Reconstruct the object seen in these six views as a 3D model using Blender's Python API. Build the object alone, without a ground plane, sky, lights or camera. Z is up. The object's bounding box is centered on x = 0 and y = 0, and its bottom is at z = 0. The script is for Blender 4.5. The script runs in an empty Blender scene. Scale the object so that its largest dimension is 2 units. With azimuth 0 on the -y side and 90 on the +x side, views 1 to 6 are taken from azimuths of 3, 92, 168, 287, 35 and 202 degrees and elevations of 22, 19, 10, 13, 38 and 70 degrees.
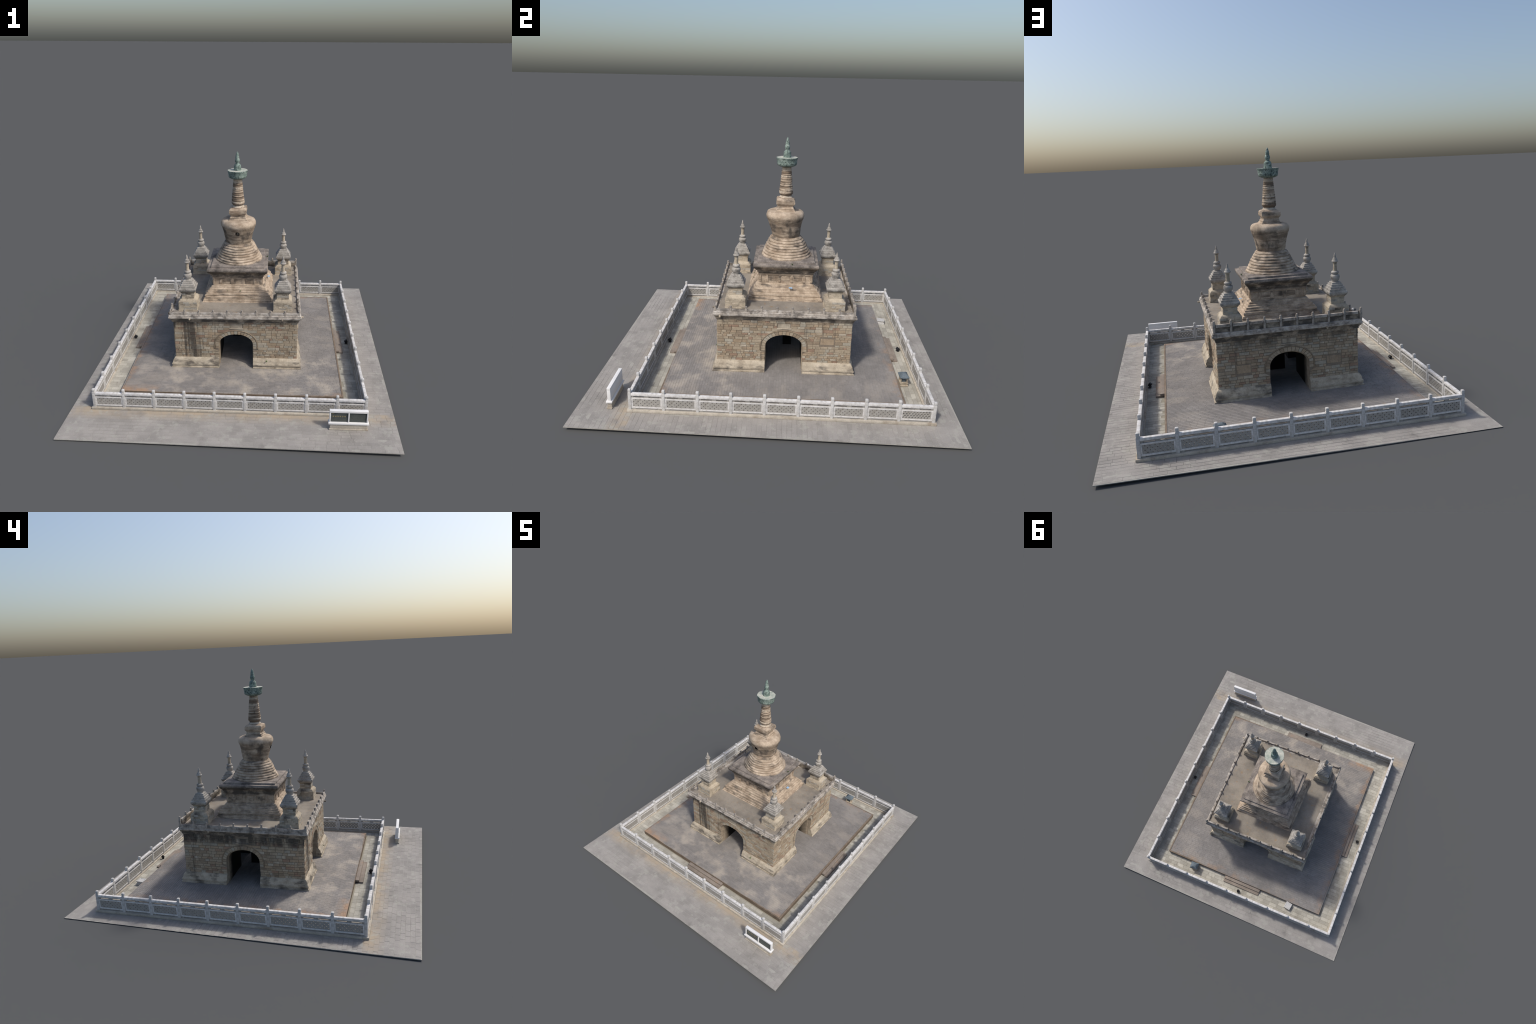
"""Stone stupa on an arched, four-gated base, inside a balustraded paved courtyard."""
import bpy, bmesh, math, random
from mathutils import Vector, Matrix, noise

rng = random.Random(41)
scene = bpy.context.scene
COL = scene.collection


# ------------------------------------------------------------------ materials
def rgb(r, g, b):
    return (r, g, b, 1.0)


class Graph:
    def __init__(self, name):
        self.mat = bpy.data.materials.new(name)
        self.mat.use_nodes = True
        self.nt = self.mat.node_tree
        self.bsdf = self.nt.nodes["Principled BSDF"]
        self.tc = self.nt.nodes.new("ShaderNodeTexCoord")

    def add(self, kind, **inputs):
        n = self.nt.nodes.new(kind)
        for k, v in inputs.items():
            n.inputs[k.replace("_", " ")].default_value = v
        return n

    def link(self, a, b):
        self.nt.links.new(a, b)

    def vec(self, scale=(1, 1, 1), loc=(0, 0, 0)):
        m = self.nt.nodes.new("ShaderNodeMapping")
        m.inputs["Scale"].default_value = scale
        m.inputs["Location"].default_value = loc
        self.link(self.tc.outputs["Object"], m.inputs["Vector"])
        return m.outputs[0]

    def noise(self, scale, detail=4.0, rough=0.55, vscale=(1, 1, 1), loc=(0, 0, 0)):
        n = self.add("ShaderNodeTexNoise", Scale=scale, Detail=detail, Roughness=rough)
        self.link(self.vec(vscale, loc), n.inputs["Vector"])
        return n.outputs[0]

    def maprange(self, src, a, b, c, d):
        n = self.nt.nodes.new("ShaderNodeMapRange")
        n.clamp = True
        n.inputs[1].default_value, n.inputs[2].default_value = a, b
        n.inputs[3].default_value, n.inputs[4].default_value = c, d
        self.link(src, n.inputs[0])
        return n.outputs[0]

    def math(self, op, a, b):
        n = self.nt.nodes.new("ShaderNodeMath")
        n.operation = op
        for i, s in enumerate((a, b)):
            if isinstance(s, (int, float)):
                n.inputs[i].default_value = s
            else:
                self.link(s, n.inputs[i])
        return n.outputs[0]

    def ramp(self, src, colors, lo=0.3, hi=0.7):
        n = self.nt.nodes.new("ShaderNodeValToRGB")
        els = n.color_ramp.elements
        k = len(colors)
        while len(els) < k:
            els.new(0.5)
        for i, c in enumerate(colors):
            els[i].position = lo + (hi - lo) * i / max(1, k - 1)
            els[i].color = c
        self.link(src, n.inputs[0])
        return n.outputs[0]

    def mix(self, fac, a, b, mode="MIX"):
        n = self.nt.nodes.new("ShaderNodeMix")
        n.data_type = "RGBA"
        n.blend_type = mode
        for sock, s in ((n.inputs[0], fac), (n.inputs[6], a), (n.inputs[7], b)):
            if isinstance(s, (int, float, tuple)):
                sock.default_value = s
            else:
                self.link(s, sock)
        return n.outputs[2]

    def axis(self, i):
        s = self.nt.nodes.new("ShaderNodeSeparateXYZ")
        self.link(self.tc.outputs["Object"], s.inputs[0])
        return s.outputs[i]

    def finish(self, color, rough=0.9, bump=None, bump_strength=0.25, dist=0.002, metallic=0.0, spec=0.2):
        if isinstance(color, tuple):
            self.bsdf.inputs["Base Color"].default_value = color
        else:
            self.link(color, self.bsdf.inputs["Base Color"])
        self.bsdf.inputs["Roughness"].default_value = rough
        self.bsdf.inputs["Metallic"].default_value = metallic
        self.bsdf.inputs["Specular IOR Level"].default_value = spec
        if bump is not None:
            b = self.add("ShaderNodeBump", Strength=bump_strength, Distance=dist)
            self.link(bump, b.inputs["Height"])
            self.link(b.outputs[0], self.bsdf.inputs["Normal"])
        return self.mat


def stone(name, colors, scale=14.0, grain=0.16, stains=(), bump=0.3, fine=160.0, randomise=0.0, seed=0.0, rough=0.92):
    """Weathered stone: patches from a noise ramp, fine grain, then stains.
    A stain is (colour, (sx, sy, sz), low, high, amount, optional (axis, a, b) fade)."""
    g = Graph(name)
    col = g.ramp(g.noise(scale, 5, 0.6, loc=(seed, seed * 1.7, seed * 0.6)), colors, 0.32, 0.68)
    gr = g.noise(fine, 4, 0.7, loc=(seed, 0, 0))
    v = g.maprange(gr, 0.3, 0.7, 1 - grain, 1 + grain)
    if randomise:
        oi = g.nt.nodes.new("ShaderNodeObjectInfo")
        v = g.math("MULTIPLY", v, g.maprange(oi.outputs["Random"], 0, 1, 1 - randomise, 1 + randomise))
    comb = g.nt.nodes.new("ShaderNodeCombineXYZ")
    for i in range(3):
        g.link(v, comb.inputs[i])
    col = g.mix(1.0, col, comb.outputs[0], "MULTIPLY")
    for i, st in enumerate(stains):
        c, vs, lo, hi, amt = st[:5]
        f = g.maprange(g.noise(1.0, 4, 0.6, vscale=vs, loc=(3.1 * i + seed, 1.3 * i, 0.7 * i)), lo, hi, 0, amt)
        for ax, a, b in st[5:]:
            f = g.math("MULTIPLY", f, g.maprange(g.axis(ax), a, b, 0, 1))
        col = g.mix(f, col, c)
    return g.finish(col, rough, gr, bump, 0.0025)


LICHEN_AND_SHADE = rgb(0.055, 0.05, 0.046)  # lichen colour, also used for shade painted on vase and pedestal
WARM = [rgb(0.30, 0.235, 0.17), rgb(0.43, 0.345, 0.26), rgb(0.55, 0.45, 0.345)]
STREAK = (LICHEN_AND_SHADE, (26, 26, 3.0), 0.55, 0.68, 0.75)
UPPER = (2, 0.20, 0.36)

M = {}
WALL_SHADES = [
    ("wall_stone_buff", [rgb(0.36, 0.295, 0.21), rgb(0.45, 0.375, 0.28)], 9),
    ("wall_stone_tan", [rgb(0.345, 0.265, 0.18), rgb(0.43, 0.335, 0.235)], 5),
    ("wall_stone_grey", [rgb(0.35, 0.315, 0.25), rgb(0.43, 0.39, 0.315)], 4),
    ("wall_stone_pale", [rgb(0.43, 0.37, 0.285), rgb(0.52, 0.455, 0.36)], 2),
    ("wall_stone_russet", [rgb(0.30, 0.205, 0.145), rgb(0.38, 0.265, 0.19)], 2),
    ("wall_stone_brown", [rgb(0.27, 0.21, 0.15), rgb(0.35, 0.28, 0.20)], 3),
]
WALL_STAINS = (
    (LICHEN_AND_SHADE, (24, 24, 2.0), 0.61, 0.71, 0.65),
    (LICHEN_AND_SHADE, (14, 14, 5.0), 0.42, 0.64, 0.75, (2, 0.325, 0.362)),
    # black run-off below the front left spout, and the damp band along the left wall
    (rgb(0.045, 0.041, 0.038), (42, 42, 1.5), 0.40, 0.56, 0.85, (0, -0.345, -0.315), (0, -0.195, -0.225), (1, -0.36, -0.375)),
    (rgb(0.05, 0.047, 0.044), (20, 26, 6.0), 0.30, 0.50, 0.85, (0, -0.365, -0.375), (2, 0.298, 0.322)),
    (rgb(0.07, 0.06, 0.05), (20, 20, 5.0), 0.42, 0.62, 0.7, (1, 0.365, 0.375), (2, 0.28, 0.34)),
    (rgb(0.11, 0.09, 0.07), (9, 9, 9), 0.52, 0.75, 0.45),
)
for nm, cols, w in WALL_SHADES:
    M[nm] = stone(nm, [rgb(*(v * 0.91 for v in c[:3])) for c in cols], 30, 0.18, WALL_STAINS, 0.35)
M["mortar"] = stone("mortar", [rgb(0.19, 0.155, 0.12), rgb(0.26, 0.215, 0.165)], 30, 0.15)
M["plinth"] = stone("plinth_stone", [rgb(0.31, 0.26, 0.195), rgb(0.42, 0.36, 0.275), rgb(0.50, 0.435, 0.34)], 18, 0.16,
                    ((LICHEN_AND_SHADE, (12, 12, 30), 0.50, 0.66, 0.75),))
M["pier_a"] = stone("pier_stone_grey", [rgb(0.35, 0.32, 0.27), rgb(0.46, 0.425, 0.365)], 30, 0.16, ((LICHEN_AND_SHADE, (22, 22, 30), 0.56, 0.70, 0.5),))
M["pier_b"] = stone("pier_stone_pale", [rgb(0.44, 0.37, 0.28), rgb(0.55, 0.475, 0.37)], 30, 0.16, ((LICHEN_AND_SHADE, (22, 22, 30), 0.56, 0.70, 0.5),))
M["cornice"] = stone("cornice_stone", [rgb(0.22, 0.18, 0.135), rgb(0.31, 0.26, 0.20), rgb(0.38, 0.32, 0.25)], 22, 0.2,
                     ((LICHEN_AND_SHADE, (16, 16, 26), 0.36, 0.56, 0.85),))
M["parapet"] = stone("parapet_stone", [rgb(0.29, 0.255, 0.215), rgb(0.385, 0.345, 0.30), rgb(0.49, 0.455, 0.41)], 30, 0.2,
                     ((LICHEN_AND_SHADE, (22, 22, 30), 0.48, 0.64, 0.7),), randomise=0.10)
M["roof"] = stone("roof_screed", [rgb(0.205, 0.18, 0.15), rgb(0.26, 0.23, 0.19), rgb(0.305, 0.27, 0.225)], 9, 0.12,
                  ((rgb(0.33, 0.20, 0.09), (38, 38, 38), 0.60, 0.72, 0.6), (rgb(0.12, 0.11, 0.10), (6, 6, 6), 0.5, 0.7, 0.5)))
M["warm"] = stone("weathered_warm_stone", WARM, 26, 0.16,
                  ((LICHEN_AND_SHADE, (13, 13, 34), 0.50, 0.66, 0.75), (rgb(0.19, 0.13, 0.085), (9, 9, 40), 0.50, 0.66, 0.6)))
M["pedestal"] = stone("weathered_shaded_pedestal_stone", WARM, 26, 0.18,
                  ((LICHEN_AND_SHADE, (12, 12, 44), 0.54, 0.68, 0.7), (rgb(0.20, 0.145, 0.10), (9, 9, 44), 0.54, 0.68, 0.5),
                   (LICHEN_AND_SHADE, (14, 14, 20), 0.30, 0.52, 0.85, (2, 0.548, 0.566))))  # dark band below the slab: lichen together with painted shade
M["vase"] = stone("weathered_shaded_vase_stone", WARM, 18, 0.16,
                  ((rgb(0.165, 0.125, 0.092), (11, 11, 60), 0.42, 0.58, 0.75, (2, 0.878, 0.862)),  # this and the next: weathering plus shade painted in below the shoulder
                   (LICHEN_AND_SHADE, (20, 20, 14), 0.48, 0.64, 0.75, (2, 0.885, 0.868)),
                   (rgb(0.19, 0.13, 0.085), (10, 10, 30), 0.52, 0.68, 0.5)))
M["slab"] = stone("lichened_slab", [rgb(0.15, 0.13, 0.115), rgb(0.23, 0.20, 0.175), rgb(0.33, 0.285, 0.24)], 20, 0.2,
                  ((LICHEN_AND_SHADE, (15, 15, 15), 0.5, 0.68, 0.7),))
M["grey"] = stone("grey_carved_stone", [rgb(0.27, 0.25, 0.22), rgb(0.365, 0.34, 0.305), rgb(0.46, 0.435, 0.395)], 30, 0.2,
                  ((LICHEN_AND_SHADE, (24, 24, 40), 0.52, 0.68, 0.6),))


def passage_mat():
    """Masonry at the mouth of each gate, the shade further in painted as black."""
    g = Graph("passage_painted_shade")
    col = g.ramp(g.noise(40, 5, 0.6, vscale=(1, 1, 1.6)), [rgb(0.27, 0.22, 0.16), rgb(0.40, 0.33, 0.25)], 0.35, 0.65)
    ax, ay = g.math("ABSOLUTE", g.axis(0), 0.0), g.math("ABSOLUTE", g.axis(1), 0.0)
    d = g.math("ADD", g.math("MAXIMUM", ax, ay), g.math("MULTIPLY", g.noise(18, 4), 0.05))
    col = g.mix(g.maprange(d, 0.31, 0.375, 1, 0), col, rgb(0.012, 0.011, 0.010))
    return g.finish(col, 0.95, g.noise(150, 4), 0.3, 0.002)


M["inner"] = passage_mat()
FENCE_STAIN = ((rgb(0.20, 0.17, 0.13), (22, 22, 22), 0.52, 0.70, 0.5), (rgb(0.34, 0.32, 0.28), (60, 60, 90), 0.50, 0.66, 0.45))
M["marble"] = stone("balustrade_marble", [rgb(0.50, 0.485, 0.465), rgb(0.63, 0.615, 0.60), rgb(0.72, 0.705, 0.69)], 24, 0.10, FENCE_STAIN, 0.15, randomise=0.06)
M["post"] = stone("balustrade_post_marble", [rgb(0.43, 0.42, 0.405), rgb(0.53, 0.52, 0.505), rgb(0.64, 0.63, 0.615)], 24, 0.12, FENCE_STAIN, 0.15, randomise=0.06)
M["lattice"] = stone("balustrade_lattice_stone", [rgb(0.29, 0.275, 0.25), rgb(0.37, 0.355, 0.33)], 26, 0.14, FENCE_STAIN, 0.2, randomise=0.08)
M["curb"] = stone("curb_stone", [rgb(0.38, 0.34, 0.28), rgb(0.50, 0.455, 0.385)], 26, 0.14,
                  ((rgb(0.22, 0.17, 0.12), (14, 14, 14), 0.52, 0.7, 0.6),))


def paver(name, cols, stains, randomise=0.0, grain=0.12):
    return stone(name, cols, 7, grain, stains, 0.2, 220)


DIRT = (rgb(0.40, 0.325, 0.235), (11, 11, 1), 0.34, 0.58, 0.75)
PLAZA_STAINS = (
    (rgb(0.15, 0.14, 0.13), (9, 9, 1), 0.60, 0.74, 0.55),
    DIRT + ((1, -0.81, -0.735), (1, -0.69, -0.70)),
    (rgb(0.36, 0.35, 0.31), (26, 26, 1), 0.56, 0.62, 0.55),
)
PLAZA = []
for i, k in enumerate((0.955, 1.0, 1.045)):
    PLAZA.append(paver("plaza_paver_%s" % ("grey", "fawn", "pale")[i],
                       [rgb(0.25 * k, 0.235 * k, 0.217 * k), rgb(0.295 * k, 0.276 * k, 0.255 * k), rgb(0.335 * k, 0.312 * k, 0.287 * k)], PLAZA_STAINS))
M["plaza_joint"] = stone("plaza_joint", [rgb(0.30, 0.285, 0.255), rgb(0.36, 0.345, 0.31)], 20, 0.1, PLAZA_STAINS)
PLAT_STAINS = (
    (rgb(0.40, 0.355, 0.30), (7, 7, 1), 0.50, 0.66, 0.8, (1, -0.1, -0.25)),
    (rgb(0.33, 0.295, 0.255), (5, 9, 1), 0.52, 0.66, 0.5),
    (rgb(0.40, 0.25, 0.15), (9, 9, 1), 0.44, 0.60, 0.7, (1, -0.545, -0.58), (0, 0.25, 0.45)),
    (rgb(0.40, 0.25, 0.15), (9, 9, 1), 0.44, 0.60, 0.7, (1, -0.52, -0.575), (0, -0.35, -0.50)),
    (rgb(0.36, 0.235, 0.15), (13, 13, 1), 0.46, 0.62, 0.6, (0, -0.61, -0.65)),
    (rgb(0.36, 0.235, 0.15), (13, 13, 1), 0.50, 0.66, 0.5, (1, 0.66, 0.70)),
)
PLAT = []
for i, k in enumerate((0.95, 1.0, 1.05)):
    PLAT.append(paver("platform_paver_%s" % ("dark", "mid", "light")[i],
                      [rgb(0.19 * k, 0.177 * k, 0.166 * k), rgb(0.222 * k, 0.207 * k, 0.194 * k), rgb(0.258 * k, 0.241 * k, 0.225 * k)], PLAT_STAINS))
M["plat_joint"] = stone("platform_joint", [rgb(0.31, 0.29, 0.265), rgb(0.37, 0.345, 0.315)], 20, 0.1, PLAT_STAINS)
M["plat_edge"] = stone("platform_edge_stone", [rgb(0.15, 0.115, 0.085), rgb(0.22, 0.175, 0.135)], 25, 0.15)
STRIP_STAINS = ((rgb(0.20, 0.18, 0.15), (12, 12, 1), 0.55, 0.72, 0.55),)
STRIP = []
for i, k in enumerate((0.82, 0.95, 1.08)):
    STRIP.append(paver("court_paver_%s" % ("dim", "cream", "bright")[i],
                       [rgb(0.36 * k, 0.342 * k, 0.295 * k), rgb(0.43 * k, 0.41 * k, 0.355 * k), rgb(0.49 * k, 0.468 * k, 0.41 * k)], STRIP_STAINS))
M["strip_joint"] = stone("court_joint", [rgb(0.27, 0.25, 0.20), rgb(0.33, 0.31, 0.25)], 20, 0.1, STRIP_STAINS)
M["step"] = stone("step_stone", [rgb(0.22, 0.185, 0.155), rgb(0.30, 0.255, 0.215)], 22, 0.15,
                  ((rgb(0.36, 0.21, 0.12), (15, 15, 15), 0.58, 0.72, 0.5),))


def bronze():
    g = Graph("verdigris_bronze")
    col = g.ramp(g.noise(45, 5, 0.65), [rgb(0.12, 0.165, 0.145), rgb(0.22, 0.285, 0.25), rgb(0.37, 0.43, 0.38)], 0.32, 0.70)
    f = g.maprange(g.noise(110, 4, 0.7), 0.50, 0.60, 0, 0.85)
    col = g.mix(f, col, rgb(0.035, 0.05, 0.045))
    return g.finish(col, 0.75, g.noise(120, 4), 0.4, 0.002, metallic=0.1, spec=0.3)


def spire_mat():
    g = Graph("banded_spire_stone")
    col = g.ramp(g.noise(24, 5, 0.6, vscale=(0.5, 0.5, 2.2)), WARM, 0.32, 0.68)
    band = g.noise(1.0, 3, 0.5, vscale=(1.5, 1.5, 42))
    col = g.mix(g.maprange(band, 0.49, 0.53, 0, 0.8), col, rgb(0.135, 0.095, 0.065))
    col = g.mix(g.maprange(band, 0.46, 0.42, 0, 0.7), col, rgb(0.56, 0.49, 0.395))
    f = g.maprange(g.noise(60, 4, 0.6), 0.52, 0.66, 0, 0.6)
    col = g.mix(f, col, LICHEN_AND_SHADE)
    return g.finish(col, 0.92, g.noise(150, 4), 0.3, 0.002)


M["bronze"] = bronze()
M["canopy_top"] = stone("chalky_verdigris", [rgb(0.30, 0.34, 0.29), rgb(0.43, 0.44, 0.38), rgb(0.54, 0.52, 0.45)], 40, 0.12, ((rgb(0.10, 0.13, 0.11), (60, 60, 60), 0.58, 0.68, 0.6),))
M["spire"] = spire_mat()
M["frame"] = stone("white_marble_frame", [rgb(0.68, 0.67, 0.655), rgb(0.78, 0.77, 0.755)], 12, 0.04, (), 0.1)
M["slate"] = stone("dark_slate_panel", [rgb(0.05, 0.06, 0.06), rgb(0.10, 0.108, 0.10)], 16, 0.25, (), 0.1, rough=0.45)
M["gold"] = Graph("faded_gold_paint").finish(rgb(0.30, 0.25, 0.13), 0.6)
M["faint"] = Graph("faint_engraving").finish(rgb(0.11, 0.115, 0.10), 0.8)
M["tile"] = stone("blue_grey_roof_tile", [rgb(0.085, 0.11, 0.125), rgb(0.15, 0.18, 0.20)], 40, 0.2)
M["black"] = stone("black_lamp_housing", [rgb(0.016, 0.016, 0.018), rgb(0.035, 0.035, 0.038)], 40, 0.2, rough=0.5)
M["drum"] = stone("pale_granite_block", [rgb(0.46, 0.45, 0.43), rgb(0.56, 0.55, 0.53)], 40, 0.1)
M["leaf"] = Graph("weed_green").finish(rgb(0.07, 0.14, 0.035), 0.8)
M["litter"] = Graph("scrap_of_blue_plastic").finish(rgb(0.30, 0.45, 0.62), 0.5)


# ------------------------------------------------------------------ mesh helpers
def make(name, verts, faces, mats, parent=None, midx=None, smooth=None):
    me = bpy.data.meshes.new(name)
    me.from_pydata([tuple(v) for v in verts], [], faces)
    for m in (mats if isinstance(mats, (list, tuple)) else [mats]):
        me.materials.append(m)
    if midx is not None:
        me.polygons.foreach_set("material_index", midx)
    return place(name, me, parent, smooth)


def place(name, me, parent=None, smooth=None):
    me.validate()
    if smooth is not None:
        me.polygons.foreach_set("use_smooth", [True] * len(me.polygons))
        me.set_sharp_from_angle(angle=math.radians(smooth))
    me.update()
    ob = bpy.data.objects.new(name, me)
    COL.objects.link(ob)
    ob.parent = parent
    return ob


def nz(p, scale, seed=0.0):
    return noise.noise((p[0] * scale + seed, p[1] * scale - seed * 0.7, p[2] * scale + seed * 0.3))


class Soup:
    """Collects boxes, blocks and lathes into one mesh."""
    def __init__(self):
        self.v, self.f, self.m = [], [], []

    def add(self, verts, faces, mi=0):
        b = len(self.v)
        self.v += [tuple(p) for p in verts]
        self.f += [tuple(i + b for i in f) for f in faces]
        self.m += [mi] * len(faces)

    def box(self, a, b, mi=0, bev=0.0, rot=0.0):
        """Box between corners a and b; the edges are chamfered by bev."""
        bm = bmesh.new()
        bmesh.ops.create_cube(bm, size=1.0)
        s = [b[i] - a[i] for i in range(3)]
        c = [(b[i] + a[i]) / 2 for i in range(3)]
        bmesh.ops.scale(bm, vec=s, verts=bm.verts)
        if bev:
            bmesh.ops.bevel(bm, geom=bm.edges[:], offset=bev, segments=2, profile=0.6, affect="EDGES")
        if rot:
            bmesh.ops.rotate(bm, cent=(0, 0, 0), matrix=Matrix.Rotation(rot, 3, "Z"), verts=bm.verts)
        bmesh.ops.translate(bm, vec=c, verts=bm.verts)
        bm.verts.index_update()
        self.add([v.co.copy() for v in bm.verts], [[v.index for v in f.verts] for f in bm.faces], mi)
        bm.free()

    def loft(self, levels, shape="round", n=48, cen=None, amp=0.0, nsc=30.0, step=None, seed=0.0, mi=0, power=None, cap=True, wave=None):
        """Sweep a ring up a profile of (radius or half-width, height)."""
        lv = []
        for i, (r, z) in enumerate(levels):
            if i and step:
                r0, z0 = levels[i - 1]
                k = max(1, int(math.hypot(r - r0, z - z0) / step))
                for j in range(1, k):
                    t = j / k
                    lv.append((r0 + (r - r0) * t, z0 + (z - z0) * t))
            lv.append((r, z))
        vs = []
        for r, z in lv:
            cx, cy = cen(z) if cen else (0, 0)
            for i in range(n):
                if shape == "square":
                    q = n // 4
                    side, t = divmod(i, q)
                    u = -1 + 2 * t / q
                    x, y = ((u, -1), (1, u), (-u, 1), (-1, -u))[side]
                    d = Vector((x, y)).normalized()
                    p = Vector((cx + x * r, cy + y * r, z))
                else:
                    a = 2 * math.pi * i / n
                    d = Vector((math.cos(a), math.sin(a)))
                    k = 1.0
                    if wave:
                        k = 1 + wave[1] * (math.cos(wave[0] * a))
                    p = Vector((cx + d.x * r * k, cy + d.y * r * k, z))
                if amp:
                    o = amp * (nz(p, nsc, seed) + 0.5 * nz(p, nsc * 2.6, seed + 5))
                    p += Vector((d.x * o, d.y * o, amp * 0.45 * nz(p, nsc, seed + 9)))
                vs.append(p)
        fs = []
        m = len(lv)
        for j in range(m - 1):
            for i in range(n):
                k = (i + 1) % n
                fs.append((j * n + i, j * n + k, (j + 1) * n + k, (j + 1) * n + i))
        if cap:
            fs.append(tuple(range(n - 1, -1, -1)))
            fs.append(tuple(range((m - 1) * n, m * n)))
        self.add(vs, fs, mi)

    def obj(self, name, mats, parent=None, smooth=35, stuff=False):
        o = make(name, self.v, self.f, mats, parent, self.m, smooth)
        if stuff:
            o["kind"] = "stuff"
        return o


def subtract(ob, cutter):
    md = ob.modifiers.new("cut", "BOOLEAN")
    md.operation = "DIFFERENCE"
    md.solver = "EXACT"
    md.object = cutter
    bpy.context.view_layer.update()
    dg = bpy.context.evaluated_depsgraph_get()
    me = bpy.data.meshes.new_from_object(ob.evaluated_get(dg))
    ob.modifiers.clear()
    ob.data = me
    bpy.data.objects.remove(cutter)
    return ob


def resmooth(ob, ang):
    me = ob.data
    me.polygons.foreach_set("use_smooth", [True] * len(me.polygons))
    me.set_sharp_from_angle(angle=math.radians(ang))


# ------------------------------------------------------------------ the site
# the whole court tilts slightly; everything below is built level in its frame
root = bpy.data.objects.new("stupa_courtyard", None)
COL.objects.link(root)
nrm = Vector((-0.0082, 0.0035, 1)).normalized()
xax = (Vector((1, 0, 0)) - nrm * nrm.x).normalized()
SITE = Matrix((xax, nrm.cross(xax), nrm)).transposed().to_4x4()
SITE.translation = (0, 0, 0.010)
root.matrix_world = SITE
root["label"] = "weathered stone stupa on arched base in balustraded court"
root["category"] = "pagoda"

GROUND = [(-0.927, -0.979), (0.906, -1.0), (0.9255, 0.979), (-0.906, 1.0)]
FENCE = {"front": ([-0.790, -0.619, -0.445, -0.272, -0.101, 0.071, 0.243, 0.416, 0.588, 0.748], -0.709),
         "right": ([-0.709, -0.535, -0.36, -0.189, -0.017, 0.155, 0.326, 0.497, 0.665, 0.839], 0.748),
         "back": ([-0.790, -0.619, -0.448, -0.275, -0.101, 0.07, 0.24, 0.412, 0.582, 0.748], 0.839),
         "left": ([-0.709, -0.54, -0.368, -0.196, -0.026, 0.15, 0.321, 0.493, 0.668, 0.839], -0.790)}
STRIP_Z = 0.006
PLAT_Z0, PLAT_Z1 = 0.0372, 0.047
PX0, PX1, PY0, PY1 = -0.672, 0.637, -0.591, 0.7255
BC = (-0.016, 0.0655)          # centre of the building
BROT = math.radians(0.7)


def ground_xy(s, t):
    a, b, c, d = [Vector(p) for p in GROUND]
    return (a * (1 - s) + b * s) * (1 - t) + (d * (1 - s) + c * s) * t


# thin crust of the plaza: the joint bed, closed underneath
def plaza():
    soup = Soup()
    n = 40
    top, bot = [], []
    for j in range(n + 1):
        for i in range(n + 1):
            p = ground_xy(i / n, j / n)
            z = -0.0006 + 0.0012 * nz((p.x, p.y, 0), 5)
            edge = i in (0, n) or j in (0, n)
            if edge:
                z = -0.0006
            floor = -(SITE @ Vector((p.x, p.y, 0))).z
            top.append((p.x, p.y, max(z, floor + 0.0008)))
            bot.append((p.x, p.y, max(z - 0.0035, floor + 0.0001)))
    N = (n + 1) ** 2
    w = n + 1
    f = []
    for j in range(n):
        for i in range(n):
            a = j * w + i
            f.append((a, a + 1, a + w + 1, a + w))
            f.append((N + a, N + a + w, N + a + w + 1, N + a + 1))
    for i in range(n):
        f.append((i, N + i, N + i + 1, i + 1))
        a = n * w + i
        f.append((a, a + 1, N + a + 1, N + a))
        a = i * w
        f.append((a, a + w, N + a + w, N + a))
        a = i * w + n
        f.append((a, N + a, N + a + w, a + w))
    return make("plaza_bed", top + bot, f, M["plaza_joint"], root)


plaza_obj = plaza()


def pave(name, mats, x0, x1, y0, y1, sx, sy, height, keep, gap=0.0008, thick=0.0010, clip=None, parent=None, jitter=0.0003):
    """Running-bond pavers as chamfered tiles; keep(cx, cy) chooses where they lie."""
    soup = Soup()
    rows = int((y1 - y0) / sy)
    for r in range(rows + 1):
        ya, yb = y0 + r * sy, min(y1, y0 + (r + 1) * sy)
        if yb - ya < sy * 0.25:
            continue
        x = x0 - sx * (0.5 if r % 2 else 0.0) - rng.random() * sx * 0.2
        while x < x1:
            w = sx * rng.uniform(0.8, 1.2)
            xa, xb = max(x, x0), min(x + w, x1)
            x += w
            if xb - xa < 0.004:
                continue
            cx, cy = (xa + xb) / 2, (ya + yb) / 2
            if not keep(cx, cy):
                continue
            g = gap / 2
            q = [(xa + g, ya + g), (xb - g, ya + g), (xb - g, yb - g), (xa + g, yb - g)]
            dz = rng.uniform(-jitter, jitter)
            c = 0.0005
            lo = [(px, py, height(px, py) - 0.0005) for px, py in q]
            hi = [(px + (c if i in (0, 3) else -c), py + (c if i in (0, 1) else -c), height(px, py) + thick + dz) for i, (px, py) in enumerate(q)]
            if clip:
                lo = [clip(p) for p in lo]
                hi = [clip(p) for p in hi]
            k = rng.random()
            soup.add(lo + hi, [(0, 1, 5, 4), (1, 2, 6, 5), (2, 3, 7, 6), (3, 0, 4, 7), (4, 5, 6, 7)], 0 if k < 0.33 else 1 if k < 0.75 else 2)
    return soup.obj(name, mats, parent or root, None, True)


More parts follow.
